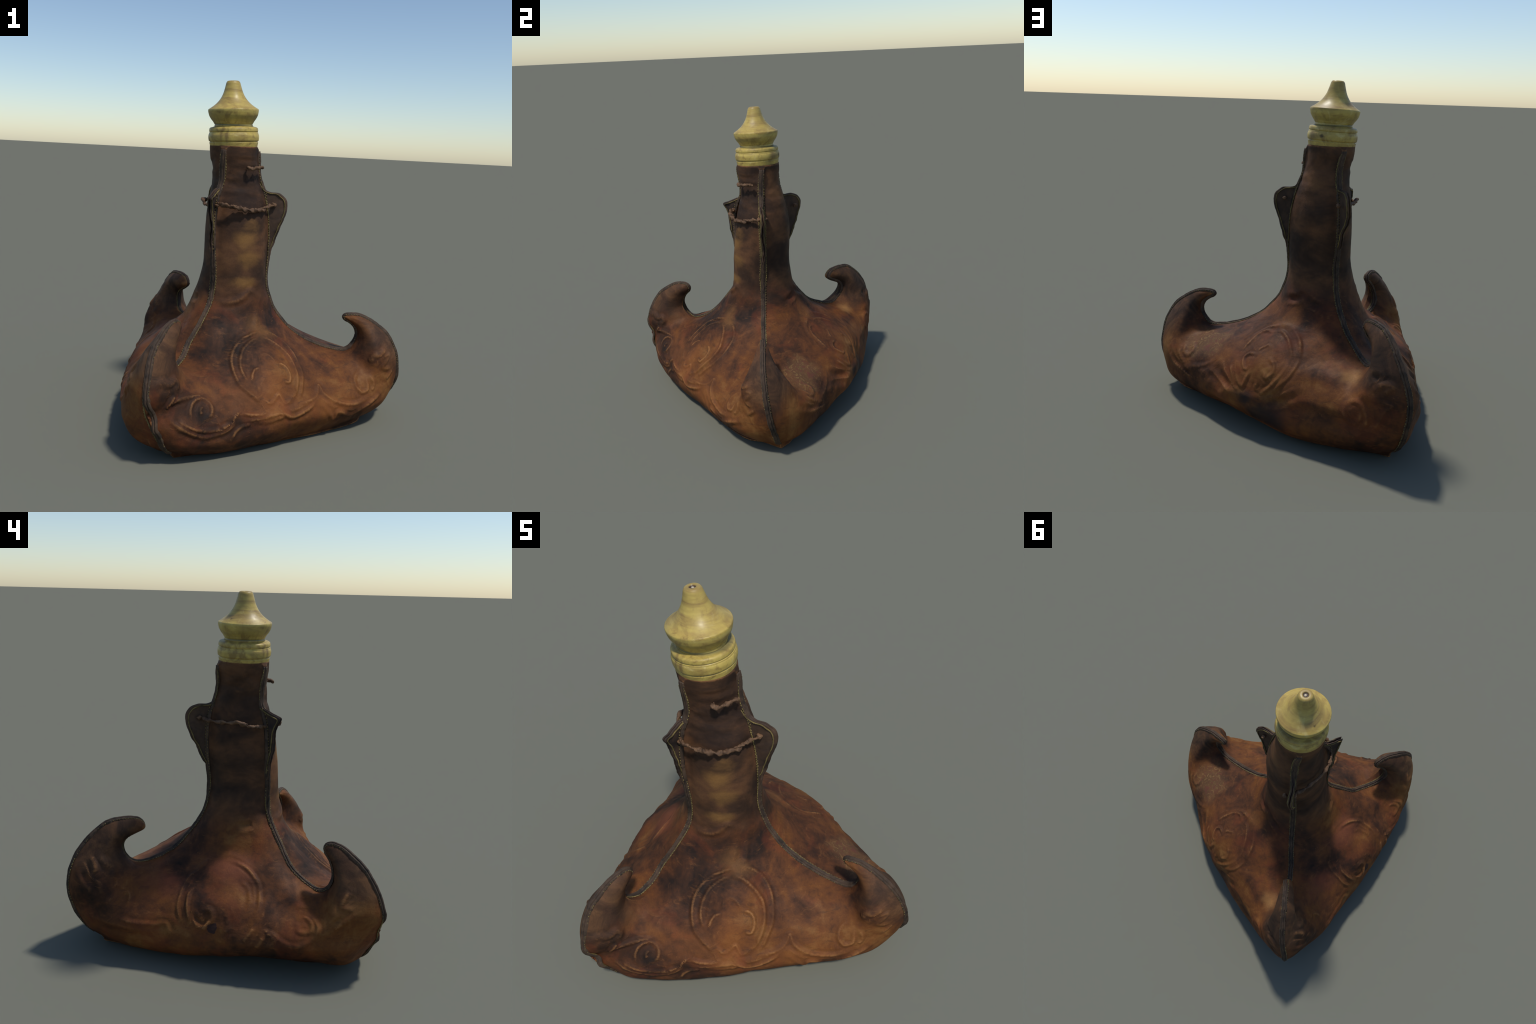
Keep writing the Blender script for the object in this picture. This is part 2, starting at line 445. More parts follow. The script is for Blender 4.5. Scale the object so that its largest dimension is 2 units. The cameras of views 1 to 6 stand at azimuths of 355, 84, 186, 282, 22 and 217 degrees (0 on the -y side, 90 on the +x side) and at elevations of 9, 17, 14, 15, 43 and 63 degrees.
stroke("front", H*0.7, W_*0.85, [(-0.192, 0.303), (-0.170, 0.278), (-0.146, 0.264), (-0.117, 0.278), (-0.086, 0.299), (-0.072, 0.274), (-0.056, 0.254), (-0.013, 0.272), (0.024, 0.303)])
stroke("front", H*1, W_*1, [(-0.215, 0.282), (-0.193, 0.226), (-0.273, 0.226), (-0.333, 0.244)])
stroke("front", H*1.2, W_*1.2, [(-0.331, 0.249), (-0.356, 0.235), (-0.384, 0.202), (-0.415, 0.187), (-0.460, 0.175)])
stroke("front", H*1, W_*1.1, [(-0.356, 0.199), (-0.277, 0.199), (-0.202, 0.202), (-0.141, 0.211), (-0.095, 0.212), (-0.032, 0.186), (0.038, 0.198), (0.108, 0.218), (0.170, 0.244)])
stroke("front", H*0.8, W_*1, [(-0.263, 0.191), (-0.182, 0.180), (-0.128, 0.190), (-0.096, 0.202), (-0.104, 0.254)])
stroke("front", H*1, W_*1.1, [(0.009, 0.246), (0.080, 0.244), (0.144, 0.251), (0.181, 0.272), (0.202, 0.298), (0.217, 0.261), (0.263, 0.225), (0.328, 0.196), (0.407, 0.183), (0.479, 0.192), (0.555, 0.216)])
stroke("front", H*1.2, W_*1.2, [(0.140, 0.225), (0.183, 0.204), (0.223, 0.171), (0.269, 0.117), (0.287, 0.153), (0.326, 0.146), (0.393, 0.115), (0.455, 0.141), (0.548, 0.181), (0.654, 0.217)])
stroke("front", H*1, W_*1.1, [(0.524, 0.341), (0.491, 0.323), (0.462, 0.296), (0.457, 0.266), (0.481, 0.236), (0.521, 0.242), (0.534, 0.267), (0.534, 0.300), (0.530, 0.312)])
stroke("front", H*1, W_*1.1, [(0.561, 0.312), (0.577, 0.290), (0.576, 0.255), (0.548, 0.231)])
stroke("front", H*1.3, W_*1.6, [(0.574, 0.379), (0.598, 0.428), (0.637, 0.434), (0.687, 0.465)])
stroke("front", H*1.3, W_*1.4, [(0.634, 0.413), (0.701, 0.426), (0.675, 0.384), (0.658, 0.355), (0.728, 0.343)])
stroke("front", H*1.2, W_*1.3, [(0.683, 0.280), (0.743, 0.332)])
stroke("front", H*1, W_*1.1, [(-0.535, 0.239), (-0.500, 0.251), (-0.483, 0.282), (-0.493, 0.310), (-0.524, 0.328), (-0.573, 0.322), (-0.601, 0.293), (-0.606, 0.254), (-0.584, 0.222)])
stroke("front", H*0.8, W_*1, [(-0.549, 0.258), (-0.550, 0.280), (-0.533, 0.294)])
stroke("front", H*1, W_*1.2, [(-0.732, 0.305), (-0.707, 0.335), (-0.662, 0.345), (-0.606, 0.345), (-0.543, 0.338), (-0.492, 0.331)])
stroke("front", H*1, W_*1.2, [(-0.728, 0.273), (-0.702, 0.237), (-0.656, 0.203), (-0.589, 0.167), (-0.534, 0.149), (-0.470, 0.156), (-0.419, 0.167), (-0.380, 0.193), (-0.357, 0.239), (-0.332, 0.251)])
stroke("front", H*1, W_*1.2, [(-0.664, 0.239), (-0.608, 0.202), (-0.539, 0.179), (-0.469, 0.175), (-0.418, 0.179), (-0.385, 0.206)])
stroke("front", H*1, W_*1.1, [(-0.396, 0.118), (-0.369, 0.154), (-0.332, 0.175), (-0.273, 0.186)])
stroke("front", H*1.5, W_*1.7, [(-0.804, 0.444), (-0.764, 0.449), (-0.711, 0.431), (-0.675, 0.440), (-0.660, 0.411), (-0.689, 0.394)])
stroke("front", H*1.2, W_*1.3, [(-0.732, 0.305), (-0.707, 0.341), (-0.682, 0.373)])
stroke("front", H*1, W_*1.6, [(-0.240, 0.731), (-0.197, 0.726), (-0.133, 0.740), (-0.086, 0.768), (-0.051, 0.792), (-0.016, 0.770)])
stroke("front", H*0.7, W_*1.4, [(-0.017, 0.676), (-0.029, 0.636), (-0.053, 0.594)])
stroke("front", H*0.7, W_*1.4, [(0.038, 0.676), (0.028, 0.622), (0.009, 0.569)])
# the side facing +y
stroke("right", H*0.8, W_*1, [(-0.023, 0.530), (0.027, 0.541), (0.068, 0.533), (0.110, 0.517), (0.151, 0.491), (0.185, 0.460), (0.196, 0.426), (0.192, 0.387), (0.172, 0.346), (0.150, 0.313), (0.125, 0.282), (0.098, 0.255), (0.071, 0.254)])
stroke("right", H*0.8, W_*1, [(0.103, 0.555), (0.142, 0.539), (0.182, 0.514), (0.221, 0.476), (0.240, 0.443), (0.244, 0.409), (0.236, 0.373), (0.209, 0.333), (0.181, 0.297), (0.163, 0.271)])
stroke("right", H*0.8, W_*1, [(-0.023, 0.530), (-0.086, 0.519), (-0.117, 0.496), (-0.128, 0.472), (-0.135, 0.442), (-0.137, 0.413)])
stroke("right", H*0.8, W_*1, [(-0.021, 0.556), (-0.078, 0.536), (-0.119, 0.508), (-0.153, 0.475), (-0.173, 0.445), (-0.176, 0.422)])
stroke("right", H*0.65, W_*0.85, [(-0.022, 0.439), (-0.020, 0.455), (0.000, 0.472), (0.016, 0.481), (0.038, 0.473)])
stroke("right", H*0.8, W_*1, [(-0.020, 0.433), (-0.063, 0.426), (-0.089, 0.407), (-0.085, 0.389), (-0.066, 0.370), (-0.045, 0.358), (-0.027, 0.366), (-0.019, 0.378)])
stroke("right", H*0.65, W_*1, [(0.080, 0.431), (0.120, 0.413), (0.138, 0.384), (0.129, 0.363), (0.109, 0.348), (0.091, 0.365), (0.073, 0.372)])
stroke("right", H*0.8, W_*1, [(0.064, 0.312), (0.065, 0.283), (0.085, 0.269)])
stroke("right", H*0.8, W_*1.1, [(-0.002, 0.361), (-0.011, 0.326), (-0.022, 0.289), (-0.036, 0.270), (-0.068, 0.292), (-0.096, 0.329)])
stroke("right", H*0.8, W_*1.1, [(-0.164, 0.357), (-0.138, 0.324), (-0.103, 0.286), (-0.077, 0.252), (-0.032, 0.249)])
stroke("right", H*-1.6, W_*2.4, [(-0.296, 0.320), (-0.252, 0.295), (-0.201, 0.272), (-0.141, 0.252), (-0.085, 0.237)])
stroke("right", H*-1.2, W_*2.1, [(-0.330, 0.245), (-0.276, 0.246), (-0.229, 0.235), (-0.178, 0.219), (-0.145, 0.208)])
stroke("right", H*0.8, W_*1.2, [(-0.486, 0.254), (-0.410, 0.272), (-0.353, 0.298), (-0.317, 0.328), (-0.308, 0.343)])
stroke("right", H*-1.4, W_*2.1, [(0.137, 0.243), (0.173, 0.231), (0.235, 0.250), (0.297, 0.283), (0.335, 0.305)])
stroke("right", H*0.8, W_*1.2, [(-0.558, 0.349), (-0.525, 0.331), (-0.525, 0.312), (-0.545, 0.297), (-0.581, 0.307), (-0.596, 0.324), (-0.611, 0.343)])
stroke("right", H*0.8, W_*1.2, [(-0.627, 0.326), (-0.607, 0.295), (-0.570, 0.266), (-0.525, 0.248)])
stroke("right", H*-1, W_*1.6, [(-0.737, 0.313), (-0.692, 0.280), (-0.631, 0.250), (-0.560, 0.227), (-0.497, 0.208), (-0.461, 0.202)])
stroke("right", H*0.8, W_*1.3, [(-0.751, 0.289), (-0.683, 0.241), (-0.603, 0.217), (-0.533, 0.201), (-0.468, 0.187)])
stroke("right", H*0.8, W_*1.2, [(0.607, 0.311), (0.614, 0.272), (0.639, 0.245), (0.671, 0.243), (0.697, 0.267), (0.702, 0.301), (0.685, 0.323)])
stroke("right", H*1.1, W_*1.4, [(0.609, 0.328), (0.635, 0.348), (0.669, 0.360), (0.708, 0.343), (0.733, 0.309), (0.735, 0.265), (0.717, 0.227)])
stroke("right", H*1.6, W_*1.8, [(0.769, 0.458), (0.799, 0.480), (0.835, 0.485), (0.847, 0.480), (0.826, 0.459), (0.813, 0.434)])
stroke("right", H*0.8, W_*1.2, [(0.801, 0.399), (0.834, 0.396), (0.859, 0.388), (0.830, 0.356), (0.809, 0.309), (0.792, 0.267), (0.765, 0.223)])
stroke("right", H*-1.3, W_*1.8, [(0.728, 0.495), (0.746, 0.507), (0.769, 0.500)])
stroke("right", H*-1.3, W_*1.8, [(-0.077, 0.687), (0.030, 0.714), (0.062, 0.736), (0.118, 0.703), (0.207, 0.673)])
stroke("right", H*0.6, W_*1.5, [(0.471, 0.185), (0.532, 0.169), (0.591, 0.160), (0.668, 0.174), (0.726, 0.202)])
# the side facing -x
stroke("left", H*0.8, W_*1, [(0.011, 0.548), (0.079, 0.532), (0.131, 0.509), (0.176, 0.476), (0.200, 0.446), (0.217, 0.401), (0.219, 0.366), (0.210, 0.337)])
stroke("left", H*0.8, W_*1, [(0.106, 0.464), (0.140, 0.440), (0.161, 0.407), (0.163, 0.381)])
stroke("left", H*0.8, W_*1, [(-0.155, 0.482), (-0.194, 0.454), (-0.215, 0.422), (-0.220, 0.387), (-0.222, 0.345), (-0.209, 0.303), (-0.186, 0.279)])
stroke("left", H*0.8, W_*1, [(-0.140, 0.429), (-0.166, 0.403), (-0.172, 0.375), (-0.165, 0.335), (-0.148, 0.296), (-0.136, 0.277)])
stroke("left", H*-0.9, W_*1.3, [(-0.129, 0.317), (-0.099, 0.297), (-0.067, 0.284), (-0.049, 0.311), (-0.043, 0.330), (-0.059, 0.320), (-0.065, 0.298)])
stroke("left", H*1, W_*1.3, [(-0.072, 0.347), (-0.038, 0.351), (-0.019, 0.336), (-0.019, 0.307), (-0.045, 0.280), (-0.063, 0.245)])
stroke("left", H*0.8, W_*1.1, [(0.060, 0.340), (0.068, 0.313), (0.063, 0.292)])
stroke("left", H*0.9, W_*1.3, [(0.070, 0.229), (0.110, 0.246), (0.136, 0.274), (0.148, 0.298)])
stroke("left", H*0.9, W_*1.3, [(0.158, 0.217), (0.187, 0.258), (0.214, 0.294)])
stroke("left", H*0.8, W_*1.3, [(0.224, 0.191), (0.251, 0.228), (0.264, 0.260)])
stroke("left", H*0.8, W_*1.3, [(0.262, 0.280), (0.304, 0.266), (0.347, 0.233)])
stroke("left", H*0.8, W_*1.2, [(-0.556, 0.253), (-0.490, 0.240), (-0.417, 0.235), (-0.343, 0.240), (-0.277, 0.249), (-0.255, 0.218), (-0.221, 0.184)])
stroke("left", H*0.8, W_*1.2, [(0.434, 0.313), (0.449, 0.290), (0.478, 0.288), (0.510, 0.301), (0.512, 0.325), (0.479, 0.343), (0.446, 0.336)])
stroke("left", H*0.8, W_*1.2, [(0.476, 0.353), (0.520, 0.341), (0.545, 0.319), (0.535, 0.280), (0.499, 0.245), (0.445, 0.222), (0.394, 0.226), (0.353, 0.244), (0.310, 0.271), (0.253, 0.273)])
stroke("left", H*1, W_*1.4, [(0.626, 0.320), (0.667, 0.361), (0.710, 0.386), (0.739, 0.429)])
stroke("left", H*1, W_*1.4, [(0.699, 0.519), (0.674, 0.483), (0.661, 0.442), (0.701, 0.434), (0.734, 0.429)])
stroke("left", H*-1.1, W_*1.8, [(-0.794, 0.476), (-0.746, 0.433), (-0.703, 0.404), (-0.690, 0.344)])
stroke("left", H*1.4, W_*2, [(-0.751, 0.549), (-0.716, 0.510), (-0.700, 0.465)])
stroke("left", H*1.4, W_*2, [(-0.713, 0.552), (-0.662, 0.513), (-0.623, 0.473), (-0.620, 0.419)])
stroke("left", H*0.8, W_*1.2, [(-0.623, 0.323), (-0.599, 0.343), (-0.567, 0.358), (-0.531, 0.364), (-0.509, 0.340), (-0.518, 0.307)])
stroke("left", H*0.8, W_*1.2, [(-0.612, 0.403), (-0.583, 0.397), (-0.544, 0.369)])
stroke("left", H*-1.3, W_*2.1, [(0.423, 0.408), (0.482, 0.400), (0.549, 0.417)])
stroke("left", H*-0.9, W_*1.8, [(0.025, 0.721), (0.073, 0.717), (0.119, 0.727)])
# broad low bands the tooling sits on: medallion rings and the running border
for side, mid_u, lift, wide in (("front", -.10, .0045, .020), ("right", .04, .0035, .018), ("left", .0, .003, .018)):
    a = np.linspace(-.5*math.pi, 1.5*math.pi, 60)
    ring = [(mid_u + .178*math.cos(t)*(1 + .06*math.sin(t)), .405 + .152*math.sin(t) + .012*max(0, math.sin(t))**8) for t in a[4:-4]]
    BANDS.append((side, lift, wide, ring))
BANDS.append(("front", .006, .024, [(-.66, .225), (-.56, .195), (-.45, .20), (-.37, .232), (-.25, .215), (-.10, .207), (.03, .222), (.15, .245), (.27, .195), (.42, .160), (.56, .188), (.64, .24)]))
BANDS.append(("right", .005, .022, [(-.68, .255), (-.56, .225), (-.40, .255), (-.20, .225), (.10, .235), (.30, .26)]))

def on_side(side, uv):
    """put pattern points of a side onto the leather"""
    m = SIDE_MID[side]; uv = np.asarray(uv, float)
    d = np.array([math.cos(m), math.sin(m)]); t = np.array([-d[1], d[0]])
    lo = np.full(len(uv), .05); hi = np.full(len(uv), 1.1)
    base = np.array([-.165, 0]) + uv[:, :1]*t
    # walk inwards from outside until the surface is met
    step = np.linspace(1.0, .0, 201)
    s = np.zeros(len(uv)); found = np.zeros(len(uv), bool)
    for a in step:
        q = base + a*d
        f = field(q[:, 0], q[:, 1], uv[:, 1])
        new = (f < 0) & ~found
        s[new] = a; found |= new
    q = base + s[:, None]*d
    return np.column_stack([q, uv[:, 1]]), found

def relief(P, N):
    from mathutils import kdtree
    pts, hs, ws = [], [], []
    for name in SIDE_MID:
        uv, hh, ww = [], [], []
        for side, high, wide, ctrl in STROKES:
            if side == name:
                c = catmull(ctrl, max(12, int(np.linalg.norm(np.diff(np.array(ctrl), axis=0), axis=1).sum()/.003)))
                t = np.linspace(0, 1, len(c))
                uv.append(c); hh.append(high*np.clip(np.minimum(t, 1-t)*6, .25, 1)); ww.append(np.full(len(c), wide))
        q, ok = on_side(name, np.vstack(uv))
        pts += list(q[ok]); hs += list(np.hstack(hh)[ok]); ws += list(np.hstack(ww)[ok])
    worn = np.clip(.85 + .75*hash_noise(np.array(pts), 13., 31), .15, 1.5)
    kd = kdtree.KDTree(len(pts))
    for i, p in enumerate(pts):
        kd.insert(p, i)
    kd.balance()
    out = np.zeros(len(P))
    near = np.nonzero(P[:, 2] < .85)[0]
    for i in near:
        co, j, d = kd.find(P[i])
        w = ws[j]
        if d < 4*w:
            x = d/w
            out[i] = hs[j]*worn[j]*(math.exp(-x*x) - .35*math.exp(-((x-1.9)/.8)**2))
    pts, hs, ws = [], [], []
    for side, high, wide, ctrl in BANDS:
        q, ok = on_side(side, catmull(ctrl, 160))
        pts += list(q[ok]); hs += [high]*int(ok.sum()); ws += [wide]*int(ok.sum())
    kb = kdtree.KDTree(len(pts))
    for i, p in enumerate(pts):
        kb.insert(p, i)
    kb.balance()
    for i in near:
        co, j, d = kb.find(P[i])
        if d < 3*ws[j]:
            out[i] += hs[j]*math.exp(-(d/ws[j])**2)
    # soft dents and sag of old leather
    big = hash_noise(P, 5., 1)*.5 + hash_noise(P, 11., 2)*.3 + hash_noise(P, 23., 3)*.16
    fine = hash_noise(P, 60., 4)
    calm = smoothstep(1.62, 1.55, P[:, 2])
    lumpy = smoothstep(1.25, 1.42, P[:, 2])
    pinch = hash_noise(P*np.array([1, 1, 1.8]), 9., 6)*.6 + hash_noise(P*np.array([1, 1, 2.2]), 17., 7)*.4
    return out + calm*(.0050*big + .0003*fine + .008*lumpy*pinch)

# ------------------------------------------------------------------ materials

class Nodes:
    """small helper for building node materials"""
    def __init__(self, name):
        self.m = bpy.data.materials.new(name); self.m.use_nodes = True
        self.t = self.m.node_tree; self.b = self.t.nodes["Principled BSDF"]
        self.co = self.t.nodes.new("ShaderNodeTexCoord").outputs["Object"]
    def new(self, kind, **k):
        n = self.t.nodes.new("ShaderNode"+kind)
        for a, v in k.items():
            setattr(n, a, v)
        return n
    def put(self, sock, v):
        if isinstance(v, bpy.types.NodeSocket):
            self.t.links.new(v, sock)
        elif isinstance(v, (tuple, list)) and sock.type == "RGBA":
            sock.default_value = (*v, 1)
        else:
            sock.default_value = v
    def math(self, op, a, b=0., c=0., clamp=False):
        n = self.new("Math", operation=op, use_clamp=clamp)
        for s_, v in zip(n.inputs, (a, b, c)):
            self.put(s_, v)
        return n.outputs[0]
    def noise(self, scale, detail=4., rough=.55, dist=0., stretch=None, shift=(0, 0, 0)):
        v = self.co
        if stretch or any(shift):
            mp = self.new("Mapping"); self.put(mp.inputs["Vector"], v)
            mp.inputs["Scale"].default_value = stretch or (1, 1, 1); mp.inputs["Location"].default_value = shift
            v = mp.outputs[0]
        n = self.new("TexNoise"); self.put(n.inputs["Vector"], v)
        n.inputs["Scale"].default_value = scale; n.inputs["Detail"].default_value = detail
        n.inputs["Roughness"].default_value = rough; n.inputs["Distortion"].default_value = dist
        return n
    def ramp(self, f, stops):
        n = self.new("ValToRGB"); self.put(n.inputs[0], f)
        e = n.color_ramp.elements
        while len(e) < len(stops):
            e.new(.5)
        for q, (p, col) in zip(e, stops):
            q.position = p; q.color = (*col, 1)
        return n.outputs[0]
    def span(self, f, a, b, lo=0., hi=1.):
        n = self.new("MapRange", interpolation_type="SMOOTHSTEP"); self.put(n.inputs[0], f)
        for k, v in enumerate((a, b, lo, hi)):
            n.inputs[1+k].default_value = v
        return n.outputs[0]
    def mix(self, f, a, b, kind="MIX"):
        n = self.new("Mix", data_type="RGBA", blend_type=kind)
        self.put(n.inputs[0], f); self.put(n.inputs[6], a); self.put(n.inputs[7], b)
        return n.outputs[2]
    def warped(self, scale, amount):
        """object position pushed about by noise, for ragged-edged patches"""
        n = self.noise(scale, 5., .6)
        a = self.new("VectorMath", operation="SUBTRACT"); self.put(a.inputs[0], n.outputs["Color"]); a.inputs[1].default_value = (.5, .5, .5)
        b = self.new("VectorMath", operation="SCALE"); self.put(b.inputs[0], a.outputs[0]); b.inputs["Scale"].default_value = amount
        c = self.new("VectorMath", operation="ADD"); self.put(c.inputs[0], b.outputs[0]); self.put(c.inputs[1], self.co)
        return c.outputs[0]
    def blob(self, at, size, soft=.5, pos=None):
        """1 inside an ellipsoid patch, fading to 0 at its edge"""
        a = self.new("VectorMath", operation="SUBTRACT"); self.put(a.inputs[0], pos or self.co); a.inputs[1].default_value = at
        b = self.new("VectorMath", operation="DIVIDE"); self.put(b.inputs[0], a.outputs[0])
        b.inputs[1].default_value = size if isinstance(size, tuple) else (size,)*3
        c = self.new("VectorMath", operation="LENGTH"); self.put(c.inputs[0], b.outputs[0])
        return self.span(c.outputs["Value"], 1.0, soft)
    def add(self, *xs):
        r = xs[0]
        for x in xs[1:]:
            r = self.math("MAXIMUM", r, x)
        return r
    def finish(self, colour, rough, spec, bump=None, bump_strength=.3, bump_distance=.002):
        self.put(self.b.inputs["Base Color"], colour); self.put(self.b.inputs["Roughness"], rough)
        self.b.inputs["Specular IOR Level"].default_value = spec
        if bump is not None:
            n = self.new("Bump"); n.inputs["Strength"].default_value = bump_strength; n.inputs["Distance"].default_value = bump_distance
            self.put(n.inputs["Height"], bump); self.put(self.b.inputs["Normal"], n.outputs[0])
        return self.m

def body_leather():
    s = Nodes("oiled_leather")
    wp = s.warped(4.5, .22); wf = s.warped(11., .09)
    big = s.noise(2.1, 5., .58, .6).outputs[0]
    mid = s.noise(7.5, 6., .65, .8, shift=(3, 1, 2)).outputs[0]
    fleck = s.noise(26., 4., .6, .4, shift=(1, 7, 2)).outputs[0]
    f = s.math("ADD", s.math("MULTIPLY", big, .62), s.math("ADD", s.math("MULTIPLY", mid, .28), s.math("MULTIPLY", fleck, .10)))
    col = s.ramp(f, [(.38, (.020, .013, .010)), (.45, (.050, .022, .012)), (.51, (.098, .037, .015)), (.57, (.142, .052, .0155)), (.65, (.21, .094, .028))])
    red = s.noise(3.6, 4., .6, .6, shift=(9, 4, 1)).outputs[0]
    col = s.mix(s.span(red, .50, .64, 0, .55), col, s.mix(.5, col, (.20, .048, .018)))
    # golden and bright orange areas
    gold = s.add(s.blob((-.07, -.29, .60), (.13, .10, .10), .1, wp), s.blob((.02, .30, .62), (.13, .10, .08), .2, wp))
    col = s.mix(s.math("MULTIPLY", gold, .42), col, (.21, .098, .030))
    low = s.add(s.blob((-.02, -.66, .28), (.42, .22, .13), .1, wp), s.blob((.38, -.47, .20), (.25, .2, .10), .2, wp), s.blob((.02, -.56, .36), (.15, .15, .12), .2, wp))
    col = s.mix(s.math("MULTIPLY", low, .34), col, (.27, .095, .026))
    scuff = s.noise(16., 6., .7, 1.5, stretch=(.6, .6, 1.6), shift=(5, 5, 1)).outputs[0]
    col = s.mix(s.span(scuff, .55, .72, 0, .30), col, (.27, .112, .036))
    col = s.mix(s.span(scuff, .46, .32, 0, .38), col, (.030, .018, .013))
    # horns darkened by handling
    horn = s.add(s.blob((.78, -.11, .55), (.30, .26, .27), .45, wp), s.blob((-.60, -.72, .60), (.32, .30, .26), .45, wp), s.blob((-.60, .70, .64), (.32, .30, .28), .45, wp))
    hcol = s.ramp(mid, [(.36, (.030, .020, .015)), (.52, (.062, .035, .021)), (.66, (.115, .058, .029))])
    col = s.mix(s.math("MULTIPLY", horn, .88), col, hcol)
    # the neck, dark with golden rub marks that run round it
    band = s.noise(4.2, 5., .6, .3, stretch=(.9, .9, 1.5), shift=(2, 5, 8)).outputs[0]
    ncol = s.ramp(band, [(.36, (.030, .018, .013)), (.48, (.056, .030, .018)), (.60, (.105, .050, .025)), (.72, (.15, .072, .032))])
    rub = s.add(s.blob((-.15, -.20, 1.10), (.10, .10, .085), .15, wf), s.blob((-.13, -.20, .98), (.10, .10, .075), .2, wf), s.blob((-.11, -.19, 1.17), (.07, .07, .06), .2, wf),
                s.blob((-.15, -.21, .84), (.10, .10, .05), .2, wf))
    rub = s.math("MULTIPLY", rub, s.span(band, .34, .60, .35, 1.))
    ncol = s.mix(s.math("MULTIPLY", rub, .85), ncol, (.215, .110, .036))
    z = s.new("SeparateXYZ"); s.put(z.inputs[0], wp)
    col = s.mix(s.span(z.outputs[2], .64, .86), col, ncol)
    # stains: black smear and pale rub on the +y side, red blush on the -x side
    col = s.mix(s.math("MULTIPLY", s.add(s.blob((.06, .64, .15), (.22, .16, .13), .35, wp), s.blob((.20, .56, .22), (.12, .12, .08), .3, wp)), .85), col, (.017, .016, .017))
    col = s.mix(s.math("MULTIPLY", s.blob((-.425, .63, .435), (.085, .085, .085), .1, wf), .62), col, (.34, .175, .062))
    col = s.mix(s.math("MULTIPLY", s.add(s.blob((-.60, .36, .38), (.18, .2, .10), .2, wp), s.blob((-.55, -.05, .52), (.2, .2, .12), .2, wp)), .5), col, (.20, .062, .032))
    # flaking finish behind one horn: pale specks and oxblood patches
    flake = s.blob((.47, .14, .38), (.22, .20, .13), .3, wp)
    fl = s.noise(24., 6., .7, 1.6, shift=(4, 2, 6)).outputs[0]
    col = s.mix(s.math("MULTIPLY", flake, .5), col, (.17, .090, .040))
    col = s.mix(s.math("MULTIPLY", flake, s.span(fl, .50, .68, 0, .62)), col, (.31, .185, .070))
    col = s.mix(s.math("MULTIPLY", flake, s.span(fl, .46, .40, 0, .7)), col, (.13, .040, .030))
    # little torn patch on the -x side
    col = s.mix(s.math("MULTIPLY", s.blob((-.83, .0, .268), (.09, .026, .030), .8, wf), .9), col, (.030, .017, .017))
    # tooling rubbed bare on its crests, hollows beside them darkened
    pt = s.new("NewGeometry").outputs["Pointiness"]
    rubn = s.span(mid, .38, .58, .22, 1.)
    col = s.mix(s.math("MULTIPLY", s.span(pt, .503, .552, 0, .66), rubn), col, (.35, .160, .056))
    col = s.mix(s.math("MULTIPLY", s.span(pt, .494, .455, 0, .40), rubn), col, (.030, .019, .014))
    grain = s.noise(130., 3., .6).outputs[0]
    pores = s.new("TexVoronoi"); s.put(pores.inputs["Vector"], s.co); pores.inputs["Scale"].default_value = 150.
    col = s.mix(s.span(grain, .35, .65, .0, .22), col, s.mix(.5, col, (.02, .012, .01)))
    h = s.math("ADD", s.math("MULTIPLY", grain, .5), s.math("ADD", s.math("MULTIPLY", pores.outputs["Distance"], .35), s.math("ADD", s.math("MULTIPLY", fleck, .6), s.math("MULTIPLY", scuff, .5))))
    rough = s.span(mid, .3, .7, .72, .54)
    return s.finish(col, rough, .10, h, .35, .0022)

def worn_leather(name, dark, light, scale=22., rough=.7, spec=.25):
    s = Nodes(name)
    a = s.noise(scale, 6., .65, .5).outputs[0]; b = s.noise(scale*.25, 4., .6, .4, shift=(2, 3, 4)).outputs[0]
    f = s.math("ADD", s.math("MULTIPLY", a, .55), s.math("MULTIPLY", b, .45))
    mid = tuple((p+q)/2 for p, q in zip(dark, light))
    col = s.ramp(f, [(.38, dark), (.50, mid), (.62, light)])
    return s.finish(col, rough, spec, s.noise(scale*4, 4., .6).outputs[0], .4, .0015)

